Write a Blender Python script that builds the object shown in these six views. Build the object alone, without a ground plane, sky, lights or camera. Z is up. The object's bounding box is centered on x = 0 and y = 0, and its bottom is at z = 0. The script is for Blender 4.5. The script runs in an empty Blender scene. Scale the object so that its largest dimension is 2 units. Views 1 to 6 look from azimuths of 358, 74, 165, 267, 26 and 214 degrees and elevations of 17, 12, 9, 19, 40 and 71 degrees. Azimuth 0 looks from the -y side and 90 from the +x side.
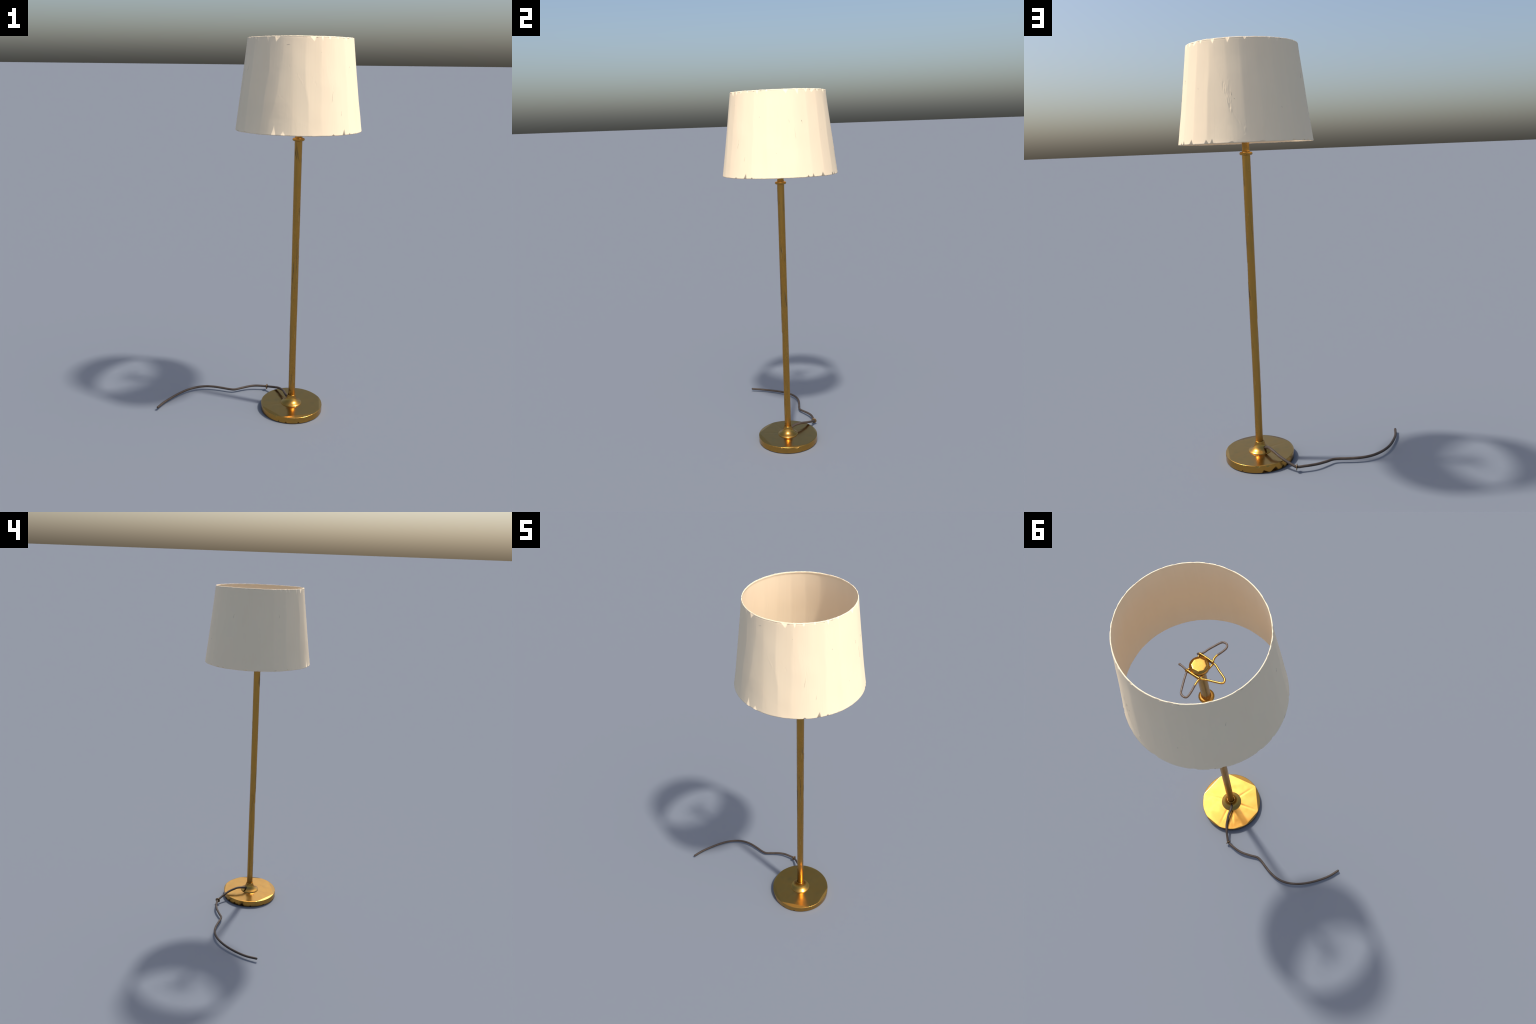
"""A worn brass floor lamp: round base with a flared collar, dented tube, a broken
wire shade carrier on a socket cap, a faceted cream drum shade and a loose cord."""
import bpy, math, random
import numpy as np
from mathutils import Vector

rnd = random.Random(7)
TAU = 2 * math.pi
AX = np.array([0.2243, -0.0007])        # axis of tube
BASE_C = np.array([0.2253, -0.0012])    # centre of foot disc
SHADE_C = np.array([0.2204, -0.0007])   # centre of shade

# ----------------------------------------------------------------- materials
def new_mat(name):
    m = bpy.data.materials.new(name)
    m.use_nodes = True
    nt = m.node_tree
    return m, nt, nt.nodes["Principled BSDF"]

def node(nt, kind, **kw):
    n = nt.nodes.new(kind)
    for k, v in kw.items():
        if k == "ins":
            for i, val in v.items():
                n.inputs[i].default_value = val
        else:
            setattr(n, k, v)
    return n

def coords(nt, scale=(1, 1, 1), rot=(0, 0, 0)):
    tc = node(nt, "ShaderNodeTexCoord")
    mp = node(nt, "ShaderNodeMapping", ins={"Scale": scale, "Rotation": rot})
    nt.links.new(tc.outputs["Object"], mp.inputs["Vector"])
    return mp.outputs["Vector"]

def noise(nt, vec, scale, detail=3, rough=0.5):
    n = node(nt, "ShaderNodeTexNoise", ins={"Scale": scale, "Detail": detail, "Roughness": rough})
    nt.links.new(vec, n.inputs["Vector"])
    return n.outputs["Fac"]

def ramp(nt, fac, stops):
    r = node(nt, "ShaderNodeValToRGB")
    el = r.color_ramp.elements
    while len(el) < len(stops):
        el.new(0.5)
    for e, (p, c) in zip(el, stops):
        e.position = p
        e.color = (c, c, c, 1) if not isinstance(c, tuple) else (*c, 1)
    nt.links.new(fac, r.inputs["Fac"])
    return r.outputs["Color"]

def mix(nt, fac, a, b):
    n = node(nt, "ShaderNodeMix", data_type="RGBA")
    for sock, val in ((n.inputs[0], fac), (n.inputs[6], a), (n.inputs[7], b)):
        if isinstance(val, (int, float)):
            sock.default_value = val
        elif isinstance(val, tuple):
            sock.default_value = (*val, 1)
        else:
            nt.links.new(val, sock)
    return n.outputs[2]

def bump(nt, bsdf, height, strength, dist):
    b = node(nt, "ShaderNodeBump", ins={"Strength": strength, "Distance": dist})
    nt.links.new(height, b.inputs["Height"])
    nt.links.new(b.outputs["Normal"], bsdf.inputs["Normal"])

def brass(name, stretch=1.0, rough=(0.2, 0.3), tint=1.0, bump_d=0.0004, blotch=90, wear=0.60):
    m, nt, b = new_mat(name)
    b.inputs["Metallic"].default_value = 1.0
    v = coords(nt, (1, 1, stretch))
    n1 = noise(nt, v, 22, 4)
    n2 = noise(nt, v, blotch, 3)
    c = mix(nt, ramp(nt, n1, [(0.35, 0.0), (0.68, 1.0)]),
            (0.53 * tint, 0.280 * tint, 0.058 * tint), (0.50 * tint, 0.280 * tint, 0.064 * tint))
    # dull olive tarnish in small patches
    c = mix(nt, ramp(nt, n2, [(0.52, 0.0), (0.76, wear)]), c, (0.34 * tint, 0.23 * tint, 0.072 * tint))
    nt.links.new(c, b.inputs["Base Color"])
    r = node(nt, "ShaderNodeMapRange", ins={"From Min": 0.3, "From Max": 0.7, "To Min": rough[0], "To Max": rough[1]})
    nt.links.new(n1, r.inputs["Value"])
    nt.links.new(r.outputs["Result"], b.inputs["Roughness"])
    bump(nt, b, noise(nt, v, 160, 2), 0.25, bump_d)
    return m

M_BASE = brass("base_brass", 1.0, (0.19, 0.25), bump_d=0.00012, blotch=24, wear=0.35)
M_CAP = brass("cap_brass", 1.0, (0.165, 0.19), 0.95, bump_d=0.0002)
M_TUBE = brass("tube_brass", 0.12, (0.24, 0.34))
M_WIREGOLD = brass("wire_brass", 1.0, (0.25, 0.36), 0.8)

def plain(name, c1, c2, rough, scale, metallic=0.0, bstr=0.3, bd=0.0004, spec=0.5):
    m, nt, b = new_mat(name)
    v = coords(nt)
    f = ramp(nt, noise(nt, v, scale, 4), [(0.35, 0.0), (0.65, 1.0)])
    nt.links.new(mix(nt, f, c1, c2), b.inputs["Base Color"])
    b.inputs["Roughness"].default_value = rough
    b.inputs["Metallic"].default_value = metallic
    b.inputs["Specular IOR Level"].default_value = spec
    bump(nt, b, noise(nt, v, scale * 5, 2), bstr, bd)
    return m

M_CORD = plain("cord_rubber", (0.050, 0.036, 0.027), (0.068, 0.050, 0.038), 0.55, 30, spec=0.28)
M_WIREDARK = plain("wire_dark", (0.075, 0.052, 0.042), (0.12, 0.088, 0.072), 0.42, 90)
M_DARK_REFL = plain("tarnish_dark", (0.035, 0.022, 0.010), (0.055, 0.034, 0.014), 0.5, 60)
M_SCUFF = plain("scuff_pale", (0.72, 0.52, 0.22), (0.60, 0.42, 0.17), 0.35, 60, metallic=1.0)
M_TEAR = plain("tear_brown", (0.34, 0.27, 0.18), (0.42, 0.34, 0.24), 0.8, 60)
M_WASHER = plain("washer_brass", (0.22, 0.14, 0.065), (0.17, 0.11, 0.055), 0.42, 80, metallic=0.7)

def shade_mat():
    m, nt, b = new_mat("shade_fabric")
    v = coords(nt)
    n1 = noise(nt, v, 3.2, 3, 0.55)
    vs = coords(nt, (14, 14, 2.0))
    n2 = noise(nt, vs, 1.0, 3, 0.6)
    c = mix(nt, ramp(nt, n1, [(0.36, 0.0), (0.64, 1.0)]), (0.985, 0.785, 0.540), (0.975, 0.791, 0.547))
    c = mix(nt, ramp(nt, n2, [(0.45, 0.0), (0.75, 0.35)]), c, (0.945, 0.745, 0.498))
    vf = coords(nt, (60, 60, 25))
    n3 = noise(nt, vf, 1.0, 5, 0.7)
    patch = ramp(nt, noise(nt, v, 9, 2), [(0.56, 0.0), (0.66, 1.0)])
    nt.links.new(c, b.inputs["Base Color"])
    b.inputs["Roughness"].default_value = 0.75
    b.inputs["Specular IOR Level"].default_value = 0.22
    # scuffed skin only in patches
    mm = node(nt, "ShaderNodeMath", operation="MULTIPLY")
    nt.links.new(n3, mm.inputs[0]); nt.links.new(patch, mm.inputs[1])
    bump(nt, b, mm.outputs[0], 0.35, 0.0012)
    return m
M_SHADE = shade_mat()

# ------------------------------------------------------------------- helpers
def obj(name, verts, faces, mats, parent=None, smooth=True, face_mat=None, normals=None):
    me = bpy.data.meshes.new(name)
    me.from_pydata([tuple(map(float, v)) for v in verts], [], faces)
    for m in mats:
        me.materials.append(m)
    if face_mat is not None:
        me.polygons.foreach_set("material_index", face_mat)
    me.polygons.foreach_set("use_smooth", [smooth] * len(me.polygons))
    me.update()
    if normals is not None:
        vn = np.empty(len(me.vertices) * 3, np.float32)
        me.vertex_normals.foreach_get("vector", vn)
        vn = normals(vn.reshape(-1, 3).astype(float))
        me.normals_split_custom_set_from_vertices([tuple(n) for n in vn.tolist()])
    o = bpy.data.objects.new(name, me)
    bpy.context.scene.collection.objects.link(o)
    if parent:
        o.parent = parent
    return o

def grid_faces(rows, cols, close_cols=True, offset=0, flip=False):
    f = []
    last = cols if close_cols else cols - 1
    for i in range(rows - 1):
        a = offset + i * cols
        for j in range(last):
            k = (j + 1) % cols
            q = (a + j, a + k, a + cols + k, a + cols + j)
            f.append(q[::-1] if flip else q)
    return f

def lathe(name, profile, centre, mat, parent, n=96, dent=None):
    """profile of (r, z) listed bottom to top on the outside; ends closed by r = 0 points."""
    th = np.arange(n) / n * TAU
    V = []
    for r, z in profile:
        rr = np.full(n, r)
        if dent:
            rr = dent(th, rr, z)
        V.append(np.stack([centre[0] + rr * np.cos(th), centre[1] + rr * np.sin(th), np.full(n, z)], -1))
    return obj(name, np.vstack(V), grid_faces(len(profile), n), [mat], parent)

def curve_pts(ctrl, m=10):
    P = np.array(ctrl, float)
    Q = np.vstack([2 * P[0] - P[1], P, 2 * P[-1] - P[-2]])
    s = np.linspace(0, 1, m, endpoint=False)[:, None]
    out = []
    for i in range(len(P) - 1):
        a, b, c, d = Q[i:i + 4]
        out.append(.5 * (2 * b + (c - a) * s + (2 * a - 5 * b + 4 * c - d) * s**2 + (3 * b - a - 3 * c + d) * s**3))
    return np.vstack(out + [P[-1:]])

def tube(name, ctrl, radius, mats, parent, m=10, sides=14, mat_of=None, wob=0.0, taper=None):
    C = curve_pts(ctrl, m)
    T = np.gradient(C, axis=0)
    T /= np.linalg.norm(T, axis=1)[:, None] + 1e-12
    up = np.array([0, 0, 1.0]) if abs(T[0][2]) < 0.9 else np.array([1.0, 0, 0])
    N = np.cross(T[0], up); N /= np.linalg.norm(N)
    th = np.arange(sides) / sides * TAU
    rows, mids = [], []
    r = random.Random(len(C) * 13 + int(radius * 1e5))
    # rounded ends: shrinking rings before the first and after the last point
    ring = [(0, -0.7, 0.05), (0, -0.5, 0.7)] + [(i, 0, 1) for i in range(len(C))] + [(len(C) - 1, 0.5, 0.7), (len(C) - 1, 0.7, 0.05)]
    for k, (i, along, sc) in enumerate(ring):
        N = N - T[i] * (N @ T[i]); N /= np.linalg.norm(N)
        B = np.cross(T[i], N)
        rad = radius * sc * (1 + wob * r.uniform(-1, 1)) * (taper(i / (len(C) - 1)) if taper else 1)
        c = C[i] + T[i] * along * radius
        rows.append(c + rad * (np.cos(th)[:, None] * N + np.sin(th)[:, None] * B))
        mids.append(i / (len(C) - 1))
    F = grid_faces(len(rows), sides, flip=False)
    F.append(tuple(range(sides))[::-1])
    F.append(tuple(range((len(rows) - 1) * sides, len(rows) * sides)))
    fm = None
    if mat_of:
        fm = [mat_of(mids[i]) for i in range(len(rows) - 1) for _ in range(sides)] + [mat_of(0.0), mat_of(1.0)]
    return obj(name, np.vstack(rows), F, mats, parent, face_mat=fm)

def angdiff(a, b):
    return (a - b + math.pi) % TAU - math.pi

# ------------------------------------------------------------------ the lamp
lamp = bpy.data.objects.new("floor_lamp", None)
lamp.location = (0, 0, 0)
bpy.context.scene.collection.objects.link(lamp)
lamp["label"] = "worn brass floor lamp with cream drum shade and loose cord"
lamp["category"] = "floor lamp"

# ---- foot disc: top face cut by a handful of slight facets, edge nicked -----
BR, BH = 0.1715, 0.0367
# (from, to) azimuths of each chord on the rim and slope of the facet outside it
CHORDS = [(-31.6, 18.5, 21), (20, 48.4, 12), (66.5, 104, 19), (104, 129, 8), (129, 156, 18),
          (156, 193.5, 21), (193.5, 248, 18), (248, 311, 15), (311, 328.4, 9), (48.4, 66.5, 7)]
# nicks at rim: azimuth, half width (m), height (m), lean
BASE_TOP = [(-101, .004, .008, .2), (-88, .003, .007, 0), (-125, .012, .016, .4), (-55, .003, .008, -.2),
            (-47, .003, .006, .3), (-41, .003, .007, 0), (-30, .004, .009, .2), (-1.5, .02, .012, .1), (72.6, .014, .014, .3),
            (90, .017, .012, -.3), (-159, .017, .012, .2), (30, .004, .007, 0), (140, .008, .01, .4)]
BASE_BOT = [(-118.7, .004, .010, .5), (-105, .008, .010, .2), (-81, .007, .011, -.4), (46, .006, .010, .1), (85, .015, .014, -.7),
            (100, .018, .020, .5), (116, .008, .014, .6), (128, .010, .016, -.4), (143, .012, .014, .3), (150, .008, .010, .0),
            (161, .014, .021, .2), (180, .006, .009, .2), (-60, .005, .006, .2), (10, .005, .006, .2), (-150, .006, .008, -.2)]

def wedge(th, t_along, R, az, hw, H, lean):
    """1 at the rim falling to 0 at the apex, 0 outside a triangular chip."""
    t = t_along / H
    s = angdiff(th, math.radians(az)) * R / hw - lean * t
    t1 = np.clip(t, 0, 1)
    inside = np.clip((1 - t1 - np.abs(s)) * 2.6, 0, 1) * (t < 1)
    return inside * (1 - t1), inside * (.35 + .65 * (1 - t1))

def base_top_z(x, y):
    z = np.full(x.shape, BH)
    ang = np.arctan2(y, x); r = np.hypot(x, y)
    # broad, faintly different tilt of the sectors, with a shallow crease between
    for a, dep in ((-166, .0006), (-112, .00035), (19, .0002), (100, .00025), (129, .0003)):
        lat = r * np.sin(angdiff(ang, math.radians(a)))
        ahead = np.cos(angdiff(ang, math.radians(a))) > 0
        w = 0.010
        fall = np.clip((0.165 - r) / 0.09, 0, 1)
        z = z - dep * np.clip(1 - np.abs(lat) / w, 0, 1) * ahead * fall
    soft = 0.0010
    for a0, a1, slope in CHORDS:
        mid, half = math.radians((a0 + a1) / 2), math.radians((a1 - a0) / 2)
        d = BR * math.cos(half)
        e = x * math.cos(mid) + y * math.sin(mid) - d
        k = math.tan(math.radians(slope * .30))
        z = z - k * 0.5 * (e + np.sqrt(e * e + soft * soft)) * (e > -0.02)
    return z

def build_base():
    n = 720
    th = np.arange(n) / n * TAU
    cx, cy = np.cos(th), np.sin(th)
    V, tilt = [], []
    def put(r, z, tl=None):
        V.append(np.stack([BASE_C[0] + r * cx, BASE_C[1] + r * cy, z], -1))
        tilt.append(np.zeros(n) if tl is None else tl)
    put(np.full(n, 0.002), np.zeros(n)); put(np.full(n, BR - .006), np.zeros(n))
    zr = base_top_z((BR - .0016) * cx, (BR - .0016) * cy)      # height of rim
    put(np.full(n, BR - .0015), np.full(n, .0004))
    rows = 36
    for i in range(rows):
        f = i / (rows - 1)
        z = .0016 + (zr - .0016 - .0014) * f
        r = np.full(n, BR); tl = np.zeros(n)
        for az, hw, H, lean in BASE_TOP:
            d, ins = wedge(th, zr - z, BR, az, hw, H, lean)
            r -= .0028 * d; tl += ins * 0.60
        for az, hw, H, lean in BASE_BOT:
            d, ins = wedge(th, z, BR, az, hw * 1.25, H * 1.4, lean)
            r -= .0028 * d; tl -= ins * 0.65
        put(r, z, tl)
    put(np.full(n, BR - .0005), zr - .0005)
    for r in list(np.linspace(BR - .0016, 0.10, 60)) + list(np.linspace(.098, .02, 24)):
        put(np.full(n, r), base_top_z(r * cx, r * cy))
    rowsN = len(V)
    F = grid_faces(rowsN, n)
    F.append(tuple(range(n))[::-1])
    T = np.concatenate(tilt)
    X = np.vstack(V)[:, :2] - BASE_C
    top = (np.vstack(V)[:, 2] > .02) & (np.hypot(X[:, 0], X[:, 1]) < BR - .001)
    def norms(vn):
        vn[:, 2] += T
        # planished edge facets lean outward a little more than their cut shows
        for a0, a1, slope in CHORDS:
            mid, half = math.radians((a0 + a1) / 2), math.radians((a1 - a0) / 2)
            e = X[:, 0] * math.cos(mid) + X[:, 1] * math.sin(mid) - BR * math.cos(half)
            k = .70 * math.tan(math.radians(slope)) * np.clip(e / .0012, 0, 1) * top
            vn[:, 0] += k * math.cos(mid); vn[:, 1] += k * math.sin(mid)
        return vn / np.linalg.norm(vn, axis=1)[:, None]
    return obj("base", np.vstack(V), F, [M_BASE], lamp, normals=norms)
base = build_base()

# ---- flared collar on the disc ---------------------------------------------
collar = lathe("base_collar", [(.0578, .0340), (.0580, .0374), (.0577, .0388), (.0563, .0405), (.0533, .0425), (.0487, .0450), (.0432, .0482),
               (.0380, .0520), (.0334, .0567), (.0297, .0622), (.0270, .0682), (.0252, .0740), (.0240, .0795), (.0232, .0842), (.0230, .0865),
               (.0224, .0877), (.0211, .0881), (.0199, .0877), (.0190, .0855)], AX, M_BASE, base, 128)

# ---- tube: nearly straight, with flats, dents and step creases --------------
Z0, Z1 = 0.070, 1.745
# azimuth, z bottom, z top, depth, position of deepest point (0 bottom .. 1 top)
DENTS = [(-107, .50, .668, .0042, .93), (-107, .10, .55, .0012, .6), (-15, .85, 1.005, .0022, .92), (165, .56, .722, .0020, .95),
         (-93, .60, .745, .0026, .90), (-45, 1.02, 1.17, .0030, .62), (-128, 1.38, 1.49, .0022, .7), (-118, .74, .90, .0020, .4),
         (-70, .76, 1.00, .0016, .5), (30, .78, .90, .0030, .25), (20, 1.34, 1.42, .0018, .3), (38, .45, .61, .0024, .9),
         (137, .50, .70, .0026, .7), (150, .95, 1.25, .0014, .4), (-170, .2, .5, .0018, .6), (80, .15, .42, .0016, .7), (85, 1.1, 1.32, .0014, .3),
         (-60, .14, .28, .0018, .8), (0, .16, .40, .0014, .4), (-160, 1.28, 1.46, .0012, .5), (110, .78, .92, .0016, .2), (-140, .09, .16, .0020, .3)]

def tube_r(th, z):
    z = np.asarray(z, float)
    R = .0185 + .0009 * np.clip((z - .1) / 1.4, 0, 1)
    r = R + 0 * th
    for az, a, b, dep, pk in DENTS:
        u = (z - a) / (b - a)
        prof = np.clip(np.where(u < pk, u / pk, (1 - u) / (1 - pk)), 0, 1)
        c = np.cos(angdiff(th, math.radians(az)))
        flat = (R - .72 * dep * prof) / np.maximum(c, 0.2)
        r = np.where((prof > 0) & (c > .2), np.minimum(r, flat), r)
    # faint longitudinal fluting from handling
    r = r + .00012 * np.sin(5 * th + 9 * z) + .0001 * np.sin(9 * th - 14 * z + 1)
    return np.where(z > 1.53, .0179 + .0001 * np.sin(4 * th), r)

def tube_axis(z):
    # a hair of bow and lean
    b = np.sin(np.clip(z, 0, 1.6) / 1.6 * math.pi)
    return np.array([AX[0] + .0020 * (1 - z / 1.6) * 1.0 - .0004 * b - .0010 * math.exp(-((z - .38) / .22) ** 2), AX[1] - .0006 * (1 - z / 1.6) + .0010 * math.exp(-((z - .36) / .2) ** 2)])

def build_tube():
    n, rows = 120, 640
    th = np.arange(n) / n * TAU
    V = []
    for z in np.linspace(Z0, Z1, rows):
        r = tube_r(th, z); c = tube_axis(z)
        V.append(np.stack([c[0] + r * np.cos(th), c[1] + r * np.sin(th), np.full(n, z)], -1))
    return obj("tube", np.vstack(V), grid_faces(rows, n), [M_TUBE], lamp)
tube_o = build_tube()

# dark reflections in the tube's creases, modelled as near-black tapered slivers
DARK_REFL = [(-123, 1.502, -148, 1.428, .0026), (-122, 1.478, -122, 1.415, .0010), (-112, 1.478, -72, 1.396, .0012), (-42, 1.165, -22, 1.122, .0018),
       (-112, .90, -138, .75, .0018), (-104, .742, -90, .719, .0012), (-82, .27, -118, .150, .0010), (-158, .140, -152, .094, .0024),
       (-67, 1.000, -68, .805, .0016), (22, 1.117, 18, 1.080, .0010), (-4, .905, 34, .812, .0046), (40, .60, 42, .575, .0010), (24, 1.40, 24, 1.362, .0010),
       (-107, 1.490, -114, 1.415, .0020), (-160, .742, -178, .655, .0014), (180, .66, 137, .58, .0010), (-84, 1.03, -70, .88, .0010),
       (-129, .87, -131, .76, .0016), (-55, .262, -55, .25, .0014), (100, 1.20, 120, 1.12, .0012), (150, .40, 165, .31, .0012), (-42, 1.423, -40, 1.40, .0010)]

def sliver(name, a0, z0, a1, z1, w, radius_fn, centre_fn, mat, parent, lift=.00035, oval=(1, 1)):
    k, V, F = 24, [], []
    for i in range(k + 1):
        t = i / k
        z = z0 + (z1 - z0) * t
        az = math.radians(a0 + (a1 - a0) * t)
        hw = w * min(1, t * 1.6 + .04) * min(1, (1 - t) * 5 + .08) * (0.8 + 0.2 * math.sin(i * 2.1))
        for s, l in ((-1, 0), (-.5, 1), (0, 1.15), (.5, 1), (1, 0)):
            R0 = float(radius_fn(np.array([az]), z)[0])
            da, dz = math.radians(a1 - a0) * R0, z1 - z0
            run = math.hypot(da, dz)
            a, zz = az + s * hw * dz / run / R0 * (1 if dz >= 0 else -1), z - s * hw * abs(da) / run * (1 if dz * da >= 0 else -1)
            R = float(radius_fn(np.array([a]), zz)[0]) + lift * (2 * l - 1)
            c = centre_fn(zz)
            V.append((c[0] + oval[0] * R * math.cos(a), c[1] + oval[1] * R * math.sin(a), zz))
    F = grid_faces(k + 1, 5, False)
    o = obj(name, V, F, [mat], parent)
    # face away from the axis
    mid = o.data.polygons[len(o.data.polygons) // 2]
    c = centre_fn(mid.center[2])
    if mid.normal[0] * (mid.center[0] - c[0]) + mid.normal[1] * (mid.center[1] - c[1]) < 0:
        o.data.flip_normals()
    return o

for s in DARK_REFL:
    sliver("scratch", *s, tube_r, tube_axis, M_DARK_REFL, tube_o)

PALE = [(-20, 1.16, -24, 1.125, .0012), (-50, 1.147, -50, 1.09, .0010), (-48, 1.141, -49, 1.098, .0012), (60, 1.41, 60, 1.39, .0008), (75, 1.24, 76, 1.225, .0010), (-75, .845, -57, .775, .0008),
        (-70, .50, -69, .43, .0010), (-64, .22, -64, .16, .0012), (-115, 1.06, -112, 1.03, .0008), (-165, 1.33, -164, 1.31, .0012), (30, .57, 26, .50, .0010), (52, .41, 53, .385, .0010),
        (5, .60, 8, .54, .0010), (-35, .36, -33, .31, .0010), (130, .9, 132, .86, .0010), (170, .5, 168, .44, .0010)]
for s_ in PALE:
    sliver("scuff", *s_, tube_r, tube_axis, M_SCUFF, tube_o)

# ---- bead ring under the shade ---------------------------------------------
prof = []
for i in range(25):
    a = -math.pi / 2 + math.pi * i / 24
    prof.append((.0235 + .0075 * math.cos(a), 1.5156 + .0078 * math.sin(a)))
prof = [(.0180, 1.5074)] + prof + [(.0170, 1.5238)]
ring = lathe("tube_ring", prof, AX, M_TUBE, tube_o, 96)

# ---- socket cap --------------------------------------------------------------
def cap_dent(th, r, z):
    # the flat crown is an uneven octagon, the rim below it round
    k = np.floor((th + .25) / (TAU / 8)); mid = (k + .5) * TAU / 8 - .25
    octo = r * math.cos(math.pi / 8) / np.cos(angdiff(th, mid)) * (1 + .03 * np.sin(k * 2.3))
    w = min(1.0, max(0.0, (z - 1.7650) / .0030))
    return r * (1 - w) + octo * w
cap = lathe("socket_cap", [(.0176, 1.7280), (.0195, 1.7290), (.0235, 1.7345), (.0285, 1.7400), (.0330, 1.7445), (.0352, 1.7490), (.0357, 1.7540),
            (.0358, 1.7615), (.0355, 1.7628), (.0346, 1.7638), (.0330, 1.7648), (.0300, 1.7664), (.0272, 1.7680), (.0266, 1.7684), (.0262, 1.7686),
            (.0256, 1.7687), (.022, 1.7688), (.012, 1.7688), (.0001, 1.7688)], AX, M_CAP, lamp, 128, cap_dent)

for v in cap.data.vertices:
    w = min(1.0, max(0.0, (v.co.z - 1.766) / .002))
    v.co.z += .055 * w * ((v.co.x - AX[0]) * .66 + (v.co.y - AX[1]) * .75)
# ---- broken wire carrier -----------------------------------------------------
WR = .0038
carrier = cap                              # the arms are held by the cap
def W(pts):
    # the arms rise a hair as they leave the hub
    out = []
    for x, y, z in pts:
        up = .001 + .001 * min(1, max(0, (math.hypot(x, y) - .045) / .08))
        out.append((AX[0] + x + (-.82 - x) / 2.0 * up, AX[1] + y + (.717 - y) / 2.0 * up, z + up))
    return out
A, B, Cn, D = (-.0310, -.0385), (-.0290, .0380), (.0262, .0372), (.0285, -.0400)
ZW = 1.755
loops = {
 "front": [(.0318, -.0405, ZW), (.0215, -.0509, ZW), (.0150, -.0714, ZW), (.0056, -.0929, ZW + .001), (-.0060, -.1170, ZW + .002), (-.0155, -.1251, ZW + .002),
           (-.0290, -.1238, ZW + .002), (-.0347, -.1119, ZW + .001), (-.0310, -.0923, ZW), (-.0251, -.0733, ZW), (-.0229, -.0596, ZW), (-.0255, -.0470, ZW), (*A, ZW)],
 "side": [(*A, ZW), (-.0454, -.0362, ZW), (-.0665, -.0262, ZW), (-.0900, -.0167, ZW + .001), (-.1027, -.0090, ZW + .002), (-.1066, .0013, ZW + .002),
          (-.1010, .0088, ZW + .002), (-.0834, .0155, ZW + .001), (-.0619, .0227, ZW), (-.0454, .0293, ZW), (*B, ZW)],
 "back": [(*B, ZW), (-.0285, .0500, ZW), (-.0308, .0693, ZW), (-.0349, .0913, ZW + .001), (-.0366, .1110, ZW + .002), (-.0332, .1208, ZW + .002),
          (-.0213, .1235, ZW + .002), (-.0090, .1170, ZW + .001), (.0019, .0958, ZW), (.0129, .0707, ZW), (.0225, .0463, ZW), (*Cn, ZW)],
 "stub": [(*Cn, ZW), (.0432, .0333, ZW), (.0625, .0312, ZW)],
 "stump": [(*D, ZW), (.0335, -.0398, ZW - .002), (.0375, -.0385, ZW - .005)],
}
mats = [M_WIREGOLD, M_WIREDARK]
rules = {"front": lambda t: 1 if t < .76 else 0, "side": lambda t: 0, "back": lambda t: 0 if t < .16 or t > .97 else 1,
         "stub": lambda t: 0 if t < .12 else 1, "stump": lambda t: 1}
for k, p in loops.items():
    tube("wire_loop" if len(p) > 4 else "wire_stub", W(p), WR, mats, carrier, 8, 12, rules[k], .04)
def frame(z, inset, sides):
    P = dict(A=A, B=B, C=Cn, D=D)
    for s in sides:
        p, q = P[s[0]], P[s[1]]
        mid = ((p[0] + q[0]) / 2 * (1 - inset), (p[1] + q[1]) / 2 * (1 - inset))
        tube("wire_brace", W([(*p, z), (p[0] * .7 + mid[0] * .3, p[1] * .7 + mid[1] * .3, z), (*mid, z), (q[0] * .7 + mid[0] * .3, q[1] * .7 + mid[1] * .3, z), (*q, z)]),
             WR * .95, mats, carrier, 6, 12, lambda t: 0, .04)
frame(1.7500, .02, ["AB", "BC", "CD", "DA"])
frame(1.7610, -.03, ["BC", "DA"])
def blob(c, r, zs, mat=M_WIREGOLD, name="solder_joint"):
    prof = [(r * math.sin(math.pi * i / 12) + 1e-4, c[2] - zs * math.cos(math.pi * i / 12)) for i in range(13)]
    lathe(name, prof, W([c])[0][:2], mat, carrier, 24)
for p, r, zs in ((A, .0046, .009), (B, .0050, .009), (Cn, .0068, .010), (D, .0046, .010)):
    blob((*p, ZW), r, zs)
blob((.0625, .0312, ZW), .0046, .0046, M_WIREDARK, "wire_knob")

# ---- drum shade ----------------------------------------------------------------
EX, EY = 1.0035, 0.9945                   # the drum is a touch oval
SZ0, SZ1, SR0, SR1 = 1.5645, 1.9975, .3136, .2556
KN = 7                                     # knots over the height, bottom to top
w_rng = random.Random(21)
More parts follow.
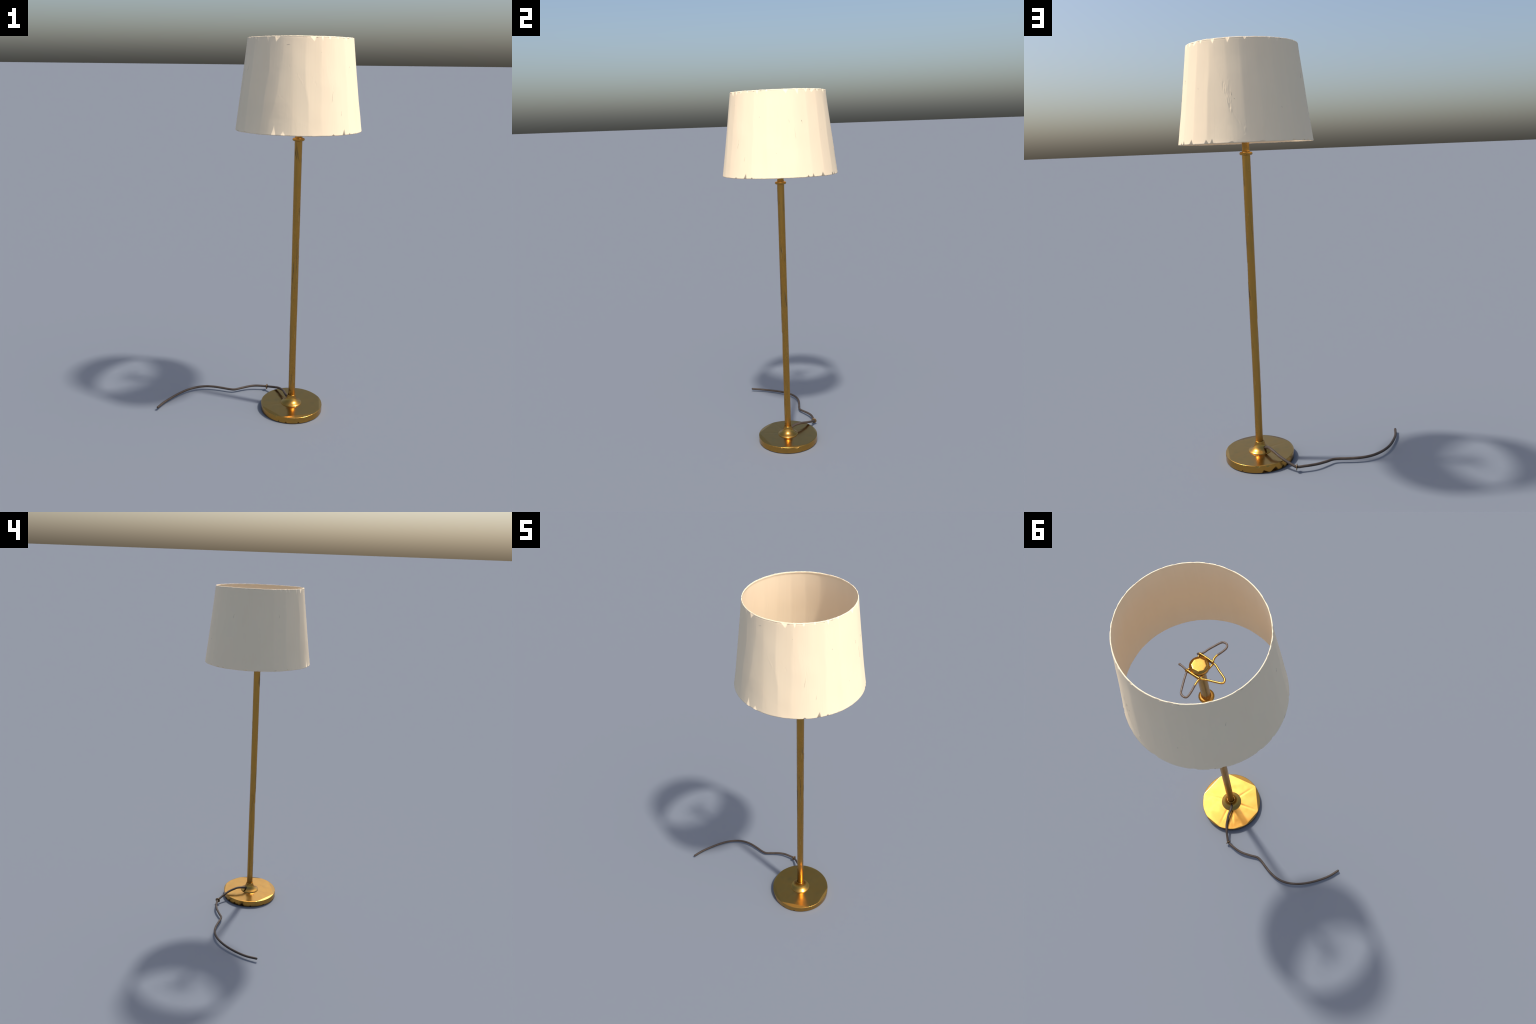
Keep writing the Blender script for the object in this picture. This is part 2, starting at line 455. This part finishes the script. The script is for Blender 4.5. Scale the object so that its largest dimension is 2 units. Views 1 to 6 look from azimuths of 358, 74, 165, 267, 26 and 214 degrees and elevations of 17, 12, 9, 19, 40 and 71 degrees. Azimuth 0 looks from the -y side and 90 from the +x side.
# crooked panel edges (degrees at the seven knots); all others run nearly straight every 15 degrees
CROOKED = {60: (73, 70, 64.5, 63.4, 63, 62, 61), -105: (-100.5, -101, -101.5, -102, -102.5, -103, -103), -90: (-86, -86.5, -87, -89.5, -90, -90, -90),
           -120: (-123, -121, -117, -115, -114, -112, -113), -135: (-130, -129.5, -129, -128, -126, -127, -128), 90: (93, 91.5, 92, 91, 90.5, 89.5, 89),
           75: (78, 77.5, 77, 76.5, 76, 75.5, 75)}
edges = []
for az in range(-180, 180, 15):
    edges.append([math.radians(d) for d in CROOKED[az]] if az in CROOKED else [math.radians(az + w_rng.uniform(-.7, .7)) for _ in range(KN)])
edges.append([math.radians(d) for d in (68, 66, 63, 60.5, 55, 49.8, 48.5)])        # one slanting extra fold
edges.append([math.radians(d) for d in (-69, -68, -66, -66.5, -69, -70, -69)])
edges = np.array(edges) % TAU
NF = len(edges)
swell = np.array([[w_rng.uniform(-.0020, -.0006) for _ in range(KN)] for _ in range(NF)])
soft = np.array([w_rng.choice([0.12, 0.3, 0.45, 0.65]) for _ in range(NF)])

TOPN = [(-162, .008, .010, 0), (-148, .0085, .021, .1), (-143, .0085, .024, -.4), (-129.3, .0100, .032, -.4), (-119, .014, .028, -.6), (-82, .017, .024, .2),
        (-72.5, .0060, .022, 0), (-64.5, .009, .014, .1), (-41, .0065, .022, 0), (-9, .014, .024, .2), (4, .011, .032, .5), (15.5, .010, .020, .2), (25, .018, .020, -.4),
        (34, .008, .016, .2), (48.3, .0105, .024, .3), (63.8, .0105, .024, 0), (103.5, .0085, .012, 0), (112.5, .010, .020, .4), (140, .006, .008, 0),
        (-166, .007, .007, 0), (-155.7, .009, .014, .2), (-30, .007, .010, .3), (80, .008, .011, .2), (160, .007, .009, .1), (-54, .005, .011, 0)]
BOTN = [(-117, .012, .050, .2), (-108.5, .012, .022, .1), (-64.2, .008, .008, 0), (-52.5, .0100, .032, .6), (-44.9, .006, .009, .2), (10, .0075, .013, 0), (15.6, .0075, .021, -.1),
        (27.6, .0140, .025, .1), (49.6, .0085, .022, 0), (44.5, .012, .020, -.2), (66, .014, .008, .2), (90, .016, .007, .3), (118.5, .013, .010, 0), (139, .012, .010, 0),
        (131, .013, .011, .3), (165, .012, .010, .2), (178, .008, .009, 0), (-150, .008, .010, .2)]
LIT_BOT = {-117, -108.5}                   # these two chips face upward

# scuffed creases: (azimuth, z) polyline, half width, depth
SCARS = [([(55, 1.86), (58.3, 1.815), (63.6, 1.725), (68, 1.68), (77, 1.62)], .006, .0012), ([(60, 1.81), (63, 1.76), (65.5, 1.73), (66, 1.70)], .012, .0015),
         ([(64.5, 1.83), (65, 1.77), (66, 1.73)], .006, .0012), ([(77.8, 1.66), (76.5, 1.60)], .005, .0010),
         ([(-105, 1.87), (-103.5, 1.862)], .007, .0010), ([(-98, 1.833), (-91, 1.785)], .005, .0009), ([(-91, 1.785), (-87, 1.735)], .003, .0005), ([(-84, 1.82), (-80, 1.79)], .006, .0009),
         ([(-66, 1.93), (-66, 1.84)], .004, .0006), ([(-62, 1.80), (-63.5, 1.70)], .006, .0007), ([(-44, 1.95), (-41, 1.90), (-43, 1.86)], .008, .0008),
         ([(20, 1.90), (24, 1.84), (28, 1.82)], .008, .0008), ([(100, 1.82), (104, 1.74), (97, 1.68)], .008, .0009), ([(-114, 1.74), (-107, 1.72)], .004, .0006),
         ([(-158, 1.90), (-159, 1.85)], .004, .0007), ([(145, 1.88), (147, 1.84)], .004, .0007), ([(-170, 1.75), (178, 1.69)], .008, .0006)]

def panel_radius(th, z):
    f = np.clip((z - SZ0) / (SZ1 - SZ0), 0, 1)
    R = SR0 + (SR1 - SR0) * f
    x = f * (KN - 1); i0 = min(int(x), KN - 2); u = x - i0
    ph = (edges[:, i0] + angdiff(edges[:, i0 + 1], edges[:, i0]) * u) % TAU
    edge = math.sin(math.pi * min(1, max(0, f)))      # panels keep their radius at the rims
    rv = R + (swell[:, i0] * (1 - u) + swell[:, i0 + 1] * u) * edge ** .5
    out = np.empty(len(th))
    order = np.argsort(ph)
    ph, rv, sf = ph[order], rv[order], soft[order]
    k = np.searchsorted(ph, th, side="right") - 1
    k0 = k % NF; k1 = (k + 1) % NF
    a0 = ph[k0] - np.where(k < 0, TAU, 0); a1 = ph[k1] + np.where(k + 1 >= NF, TAU, 0)
    p0x, p0y = rv[k0] * np.cos(a0), rv[k0] * np.sin(a0)
    p1x, p1y = rv[k1] * np.cos(a1), rv[k1] * np.sin(a1)
    nx, ny = p1y - p0y, -(p1x - p0x)
    chord = (p0x * nx + p0y * ny) / (np.cos(th) * nx + np.sin(th) * ny)
    t = (th - a0) / (a1 - a0)
    arc = rv[k0] * (1 - t) + rv[k1] * t
    s = sf[k0] * (1 - t) + sf[k1] * t
    s = s + (1 - s) * (1 - edge ** .4) * .8           # rims are held round by their hoops
    r = chord * (1 - s) + arc * s
    return r

scar_rng = np.random.RandomState(5)
def value_noise(u, v, table):
    n = table.shape[0]
    iu, iv = np.floor(u).astype(int), np.floor(v).astype(int)
    fu, fv = u - iu, v - iv
    fu, fv = fu * fu * (3 - 2 * fu), fv * fv * (3 - 2 * fv)
    g = lambda a, b: table[a % n, b % n]
    return (g(iu, iv) * (1 - fu) + g(iu + 1, iv) * fu) * (1 - fv) + (g(iu, iv + 1) * (1 - fu) + g(iu + 1, iv + 1) * fu) * fv
NT = scar_rng.uniform(-1, 1, (64, 64))

def scar_depth(th, z):
    out = np.zeros(len(th))
    R = .285
    for poly, hw, dep in SCARS:
        best = np.full(len(th), 9.0)
        for (a0, z0), (a1, z1) in zip(poly[:-1], poly[1:]):
            x0, x1 = math.radians(a0), math.radians(a1)
            dx = (angdiff(x1, x0)) * R; dz = z1 - z0
            px = angdiff(th, x0) * R; pz = z - z0
            t = np.clip((px * dx + pz * dz) / (dx * dx + dz * dz), 0, 1)
            best = np.minimum(best, np.hypot(px - t * dx, pz - t * dz))
        m = np.clip(1 - best / hw, 0, 1)
        if m.max() > 0:
            n1 = value_noise(th * R / .0042 + z * 40, np.full(len(th), z / .017), NT)
            n3 = value_noise(th * R / .0026 + 11, np.full(len(th), z / .0065 + 5), NT)
            n2 = value_noise(th * R / .009 + 7, np.full(len(th), z / .030 + 3), NT)
            out += .46 * dep * m ** .8 * (.8 * n1 + .6 * n2 + .5 * n3)
    return out

def eased(r):
    # folds are slightly rounded, not knife edged
    return (r + .8 * (np.roll(r, 2) + np.roll(r, -2)) + .4 * (np.roll(r, 4) + np.roll(r, -4))) / 3.4

def build_shade():
    n = 1440
    th = np.arange(n) / n * TAU
    cx, cy = np.cos(th), np.sin(th)
    wob = lambda ph: .0006 * np.sin(3 * th + ph) + .0003 * np.sin(11 * th + 2 * ph) + .0002 * np.sin(29 * th + ph)
    # frayed hems: uneven on a centimetre scale
    fray = lambda k: .0005 * value_noise(th * 38.197 + k, np.full(n, k + .5), NT) + .0004 * value_noise(th * 89.127 + k, np.full(n, k + 2.5), NT)
    ztop, zbot = SZ1 + wob(.4) + fray(3), SZ0 + wob(2.0) + fray(9)
    rims = np.concatenate([np.arange(0, .05, .0012), np.arange(.05, .383, .0030), np.arange(.383, .4331, .0012)]) / .4331
    V, tl = [], []
    def put(r, z, t=None):
        V.append(np.stack([SHADE_C[0] + EX * r * cx, SHADE_C[1] + EY * r * cy, z], -1)); tl.append(np.zeros(n) if t is None else t)
    WALL, LIP = .0032, .0044
    for f in np.unique(np.round(rims, 6)):
        zc = SZ0 + (SZ1 - SZ0) * f
        z = zbot + (ztop - zbot) * f
        r = eased(panel_radius(th, zc)) + scar_depth(th, zc)
        t = np.zeros(n)
        if zc > SZ1 - .04:
            for az, hw, H, lean in TOPN:
                d, ins = wedge(th, SZ1 - zc, SR1, az, hw, H, lean)
                r -= .0018 * d; t += .50 * ins
            # narrow groove under the bound rim
            r -= .0006 * math.exp(-((SZ1 - .0042 - zc) / .0009) ** 2)
        t -= .55 * math.exp(-((zc - SZ0) / .0016) ** 2)      # hem turned under
        if zc < SZ0 + .05:
            for az, hw, H, lean in BOTN:
                d, ins = wedge(th, zc - SZ0, SR0, az, hw, H, lean)
                r -= (-.0012 if az in LIT_BOT else .0024) * d; t += (.42 if az in LIT_BOT else -.66) * ins
        put(r, z, t)
    rt, rb = panel_radius(th, SZ1), panel_radius(th, SZ0)
    tn = sum(.0014 * wedge(th, np.zeros(n), SR1, az, hw, H, l)[0] for az, hw, H, l in TOPN)
    bn = sum((-.0012 if az in LIT_BOT else .0024) * wedge(th, np.zeros(n), SR0, az, hw, H, l)[0] for az, hw, H, l in BOTN)
    tn, bn = np.minimum(tn, .0036), np.minimum(bn, .0036)
    # rolled top rim, inner lip, then the inside wall down to the lower lip
    put(rt - tn - .0010 * (1 - tn / .004), ztop + .0016)
    put(rt - tn * .6 - .0028, ztop + .0022)
    put(rt - tn * .2 - .0039, ztop + .0016)
    put(rt - LIP, ztop + .0002)
    put(rt - LIP, ztop - .0040)
    put(rt - WALL - .0006, ztop - .0056)
    for f in np.linspace(.982, .018, 60):
        zc = SZ0 + (SZ1 - SZ0) * f
        put(eased(panel_radius(th, zc)) - WALL + .6 * scar_depth(th, zc), zbot + (ztop - zbot) * f)
    put(rb - WALL - .0006, zbot + .0056)
    put(rb - LIP, zbot + .0040)
    put(rb - LIP, zbot + .0002)
    put(rb - bn * .2 - .0039, zbot - .0012)
    put(rb - bn * .6 - .0028, zbot - .0018)
    put(rb - bn - .0010 * (1 - bn / .004), zbot - .0013)
    rows = len(V)
    F = grid_faces(rows, n)
    a = (rows - 1) * n
    F += [(a + j, a + (j + 1) % n, (j + 1) % n, j) for j in range(n)]
    T = np.concatenate(tl)
    def norms(vn):
        vn[:, 2] += T
        return vn / np.linalg.norm(vn, axis=1)[:, None]
    return obj("lamp_shade", np.vstack(V), F, [M_SHADE], lamp, normals=norms)
shade = build_shade()

def shade_r(th, z):
    return panel_radius(np.asarray(th) % TAU, float(z))
shade_c = lambda z: SHADE_C
TEARS = [(7.1, 1.8475, 7.9, 1.838, .0030), (8.0, 1.839, 8.0, 1.828, .0006), (-62.9, 1.760, -64.6, 1.712, .0008), (-53.8, 1.672, -54.6, 1.650, .0007),
         (-109, 1.9618, -105.8, 1.9635, .0008), (-6.9, 1.853, -6.0, 1.835, .0006), (-1.2, 1.81, -.2, 1.755, .0005), (146.9, 1.86, 145.9, 1.838, .0007),
         (-158.4, 1.868, -158.9, 1.848, .0008), (66.3, 1.775, 66.6, 1.758, .0010), (68.5, 1.748, 69.3, 1.744, .0012), (33, 1.80, 33.3, 1.795, .0012), (-20, 1.69, -20.4, 1.686, .0010),
         (-38, 1.87, -38, 1.864, .0010), (110, 1.71, 110.4, 1.704, .0012), (-75, 1.93, -74.4, 1.9305, .0008)]
# worn brown spots along the bound edges
e_rng = random.Random(11)
for k in range(26):
    az, L = e_rng.uniform(-180, 180), e_rng.uniform(.8, 2.4)
    z = SZ1 - e_rng.uniform(.0015, .0040) if k % 3 else SZ0 + e_rng.uniform(.0010, .0030)
    TEARS.append((az, z, az + L, z + e_rng.uniform(-.0008, .0008), e_rng.uniform(.0005, .0011)))
for t in TEARS:
    sliver("tear", *t, shade_r, shade_c, M_TEAR, shade, lift=.0004, oval=(EX, EY))

# ---- mains cord and its brass washer -----------------------------------------------
CORD = [(.2150, .0060, .0535), (.2031, .0248, .0575), (.1925, .0480, .0645), (.1845, .0790, .0665), (.1745, .1035, .0622), (.1600, .1355, .0535), (.1355, .1693, .0405),
        (.1120, .1955, .0295), (.0935, .2110, .0240), (.0590, .2160, .0245), (.0251, .2183, .0245), (-.0127, .2136, .0225), (-.0584, .1993, .0190),
        (-.0963, .1861, .0172), (-.1275, .1900, .0172), (-.1658, .2030, .0178), (-.2120, .2165, .0190), (-.2614, .2223, .0200), (-.3132, .2140, .0203),
        (-.3684, .1874, .0195), (-.4168, .1486, .0168), (-.4638, .0959, .0146), (-.5032, .0395, .0145), (-.5300, -.0185, .0172)]
cord = tube("power_cord", CORD, .0065, [M_CORD], lamp, 12, 18, taper=lambda t: 1 + .13 * max(0, 1 - t / .32))

def build_washer():
    c = np.array([.0955, .2098, .0228]); nrm = np.array([.92, -.39, .05]); nrm /= np.linalg.norm(nrm)
    e = np.cross(nrm, [0, 0, 1.0]); e /= np.linalg.norm(e); g = np.cross(e, nrm)
    th = np.arange(40) / 40 * TAU
    V = []
    for r, h in ((.004, -.0012), (.0135, -.0019), (.0152, -.0012), (.0157, 0), (.0152, .0012), (.0135, .0019), (.004, .0012)):
        V.append(c + nrm * h + r * (np.cos(th)[:, None] * e + np.sin(th)[:, None] * g))
    return obj("cord_washer", np.vstack(V), grid_faces(7, 40), [M_WASHER], cord)
build_washer()
# consistent outward facing on every mesh without custom normals
import bmesh
for o in bpy.data.objects:
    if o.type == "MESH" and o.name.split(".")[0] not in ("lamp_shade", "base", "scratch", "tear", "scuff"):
        bm = bmesh.new(); bm.from_mesh(o.data)
        bmesh.ops.recalc_face_normals(bm, faces=bm.faces)
        bm.to_mesh(o.data); bm.free(); o.data.update()
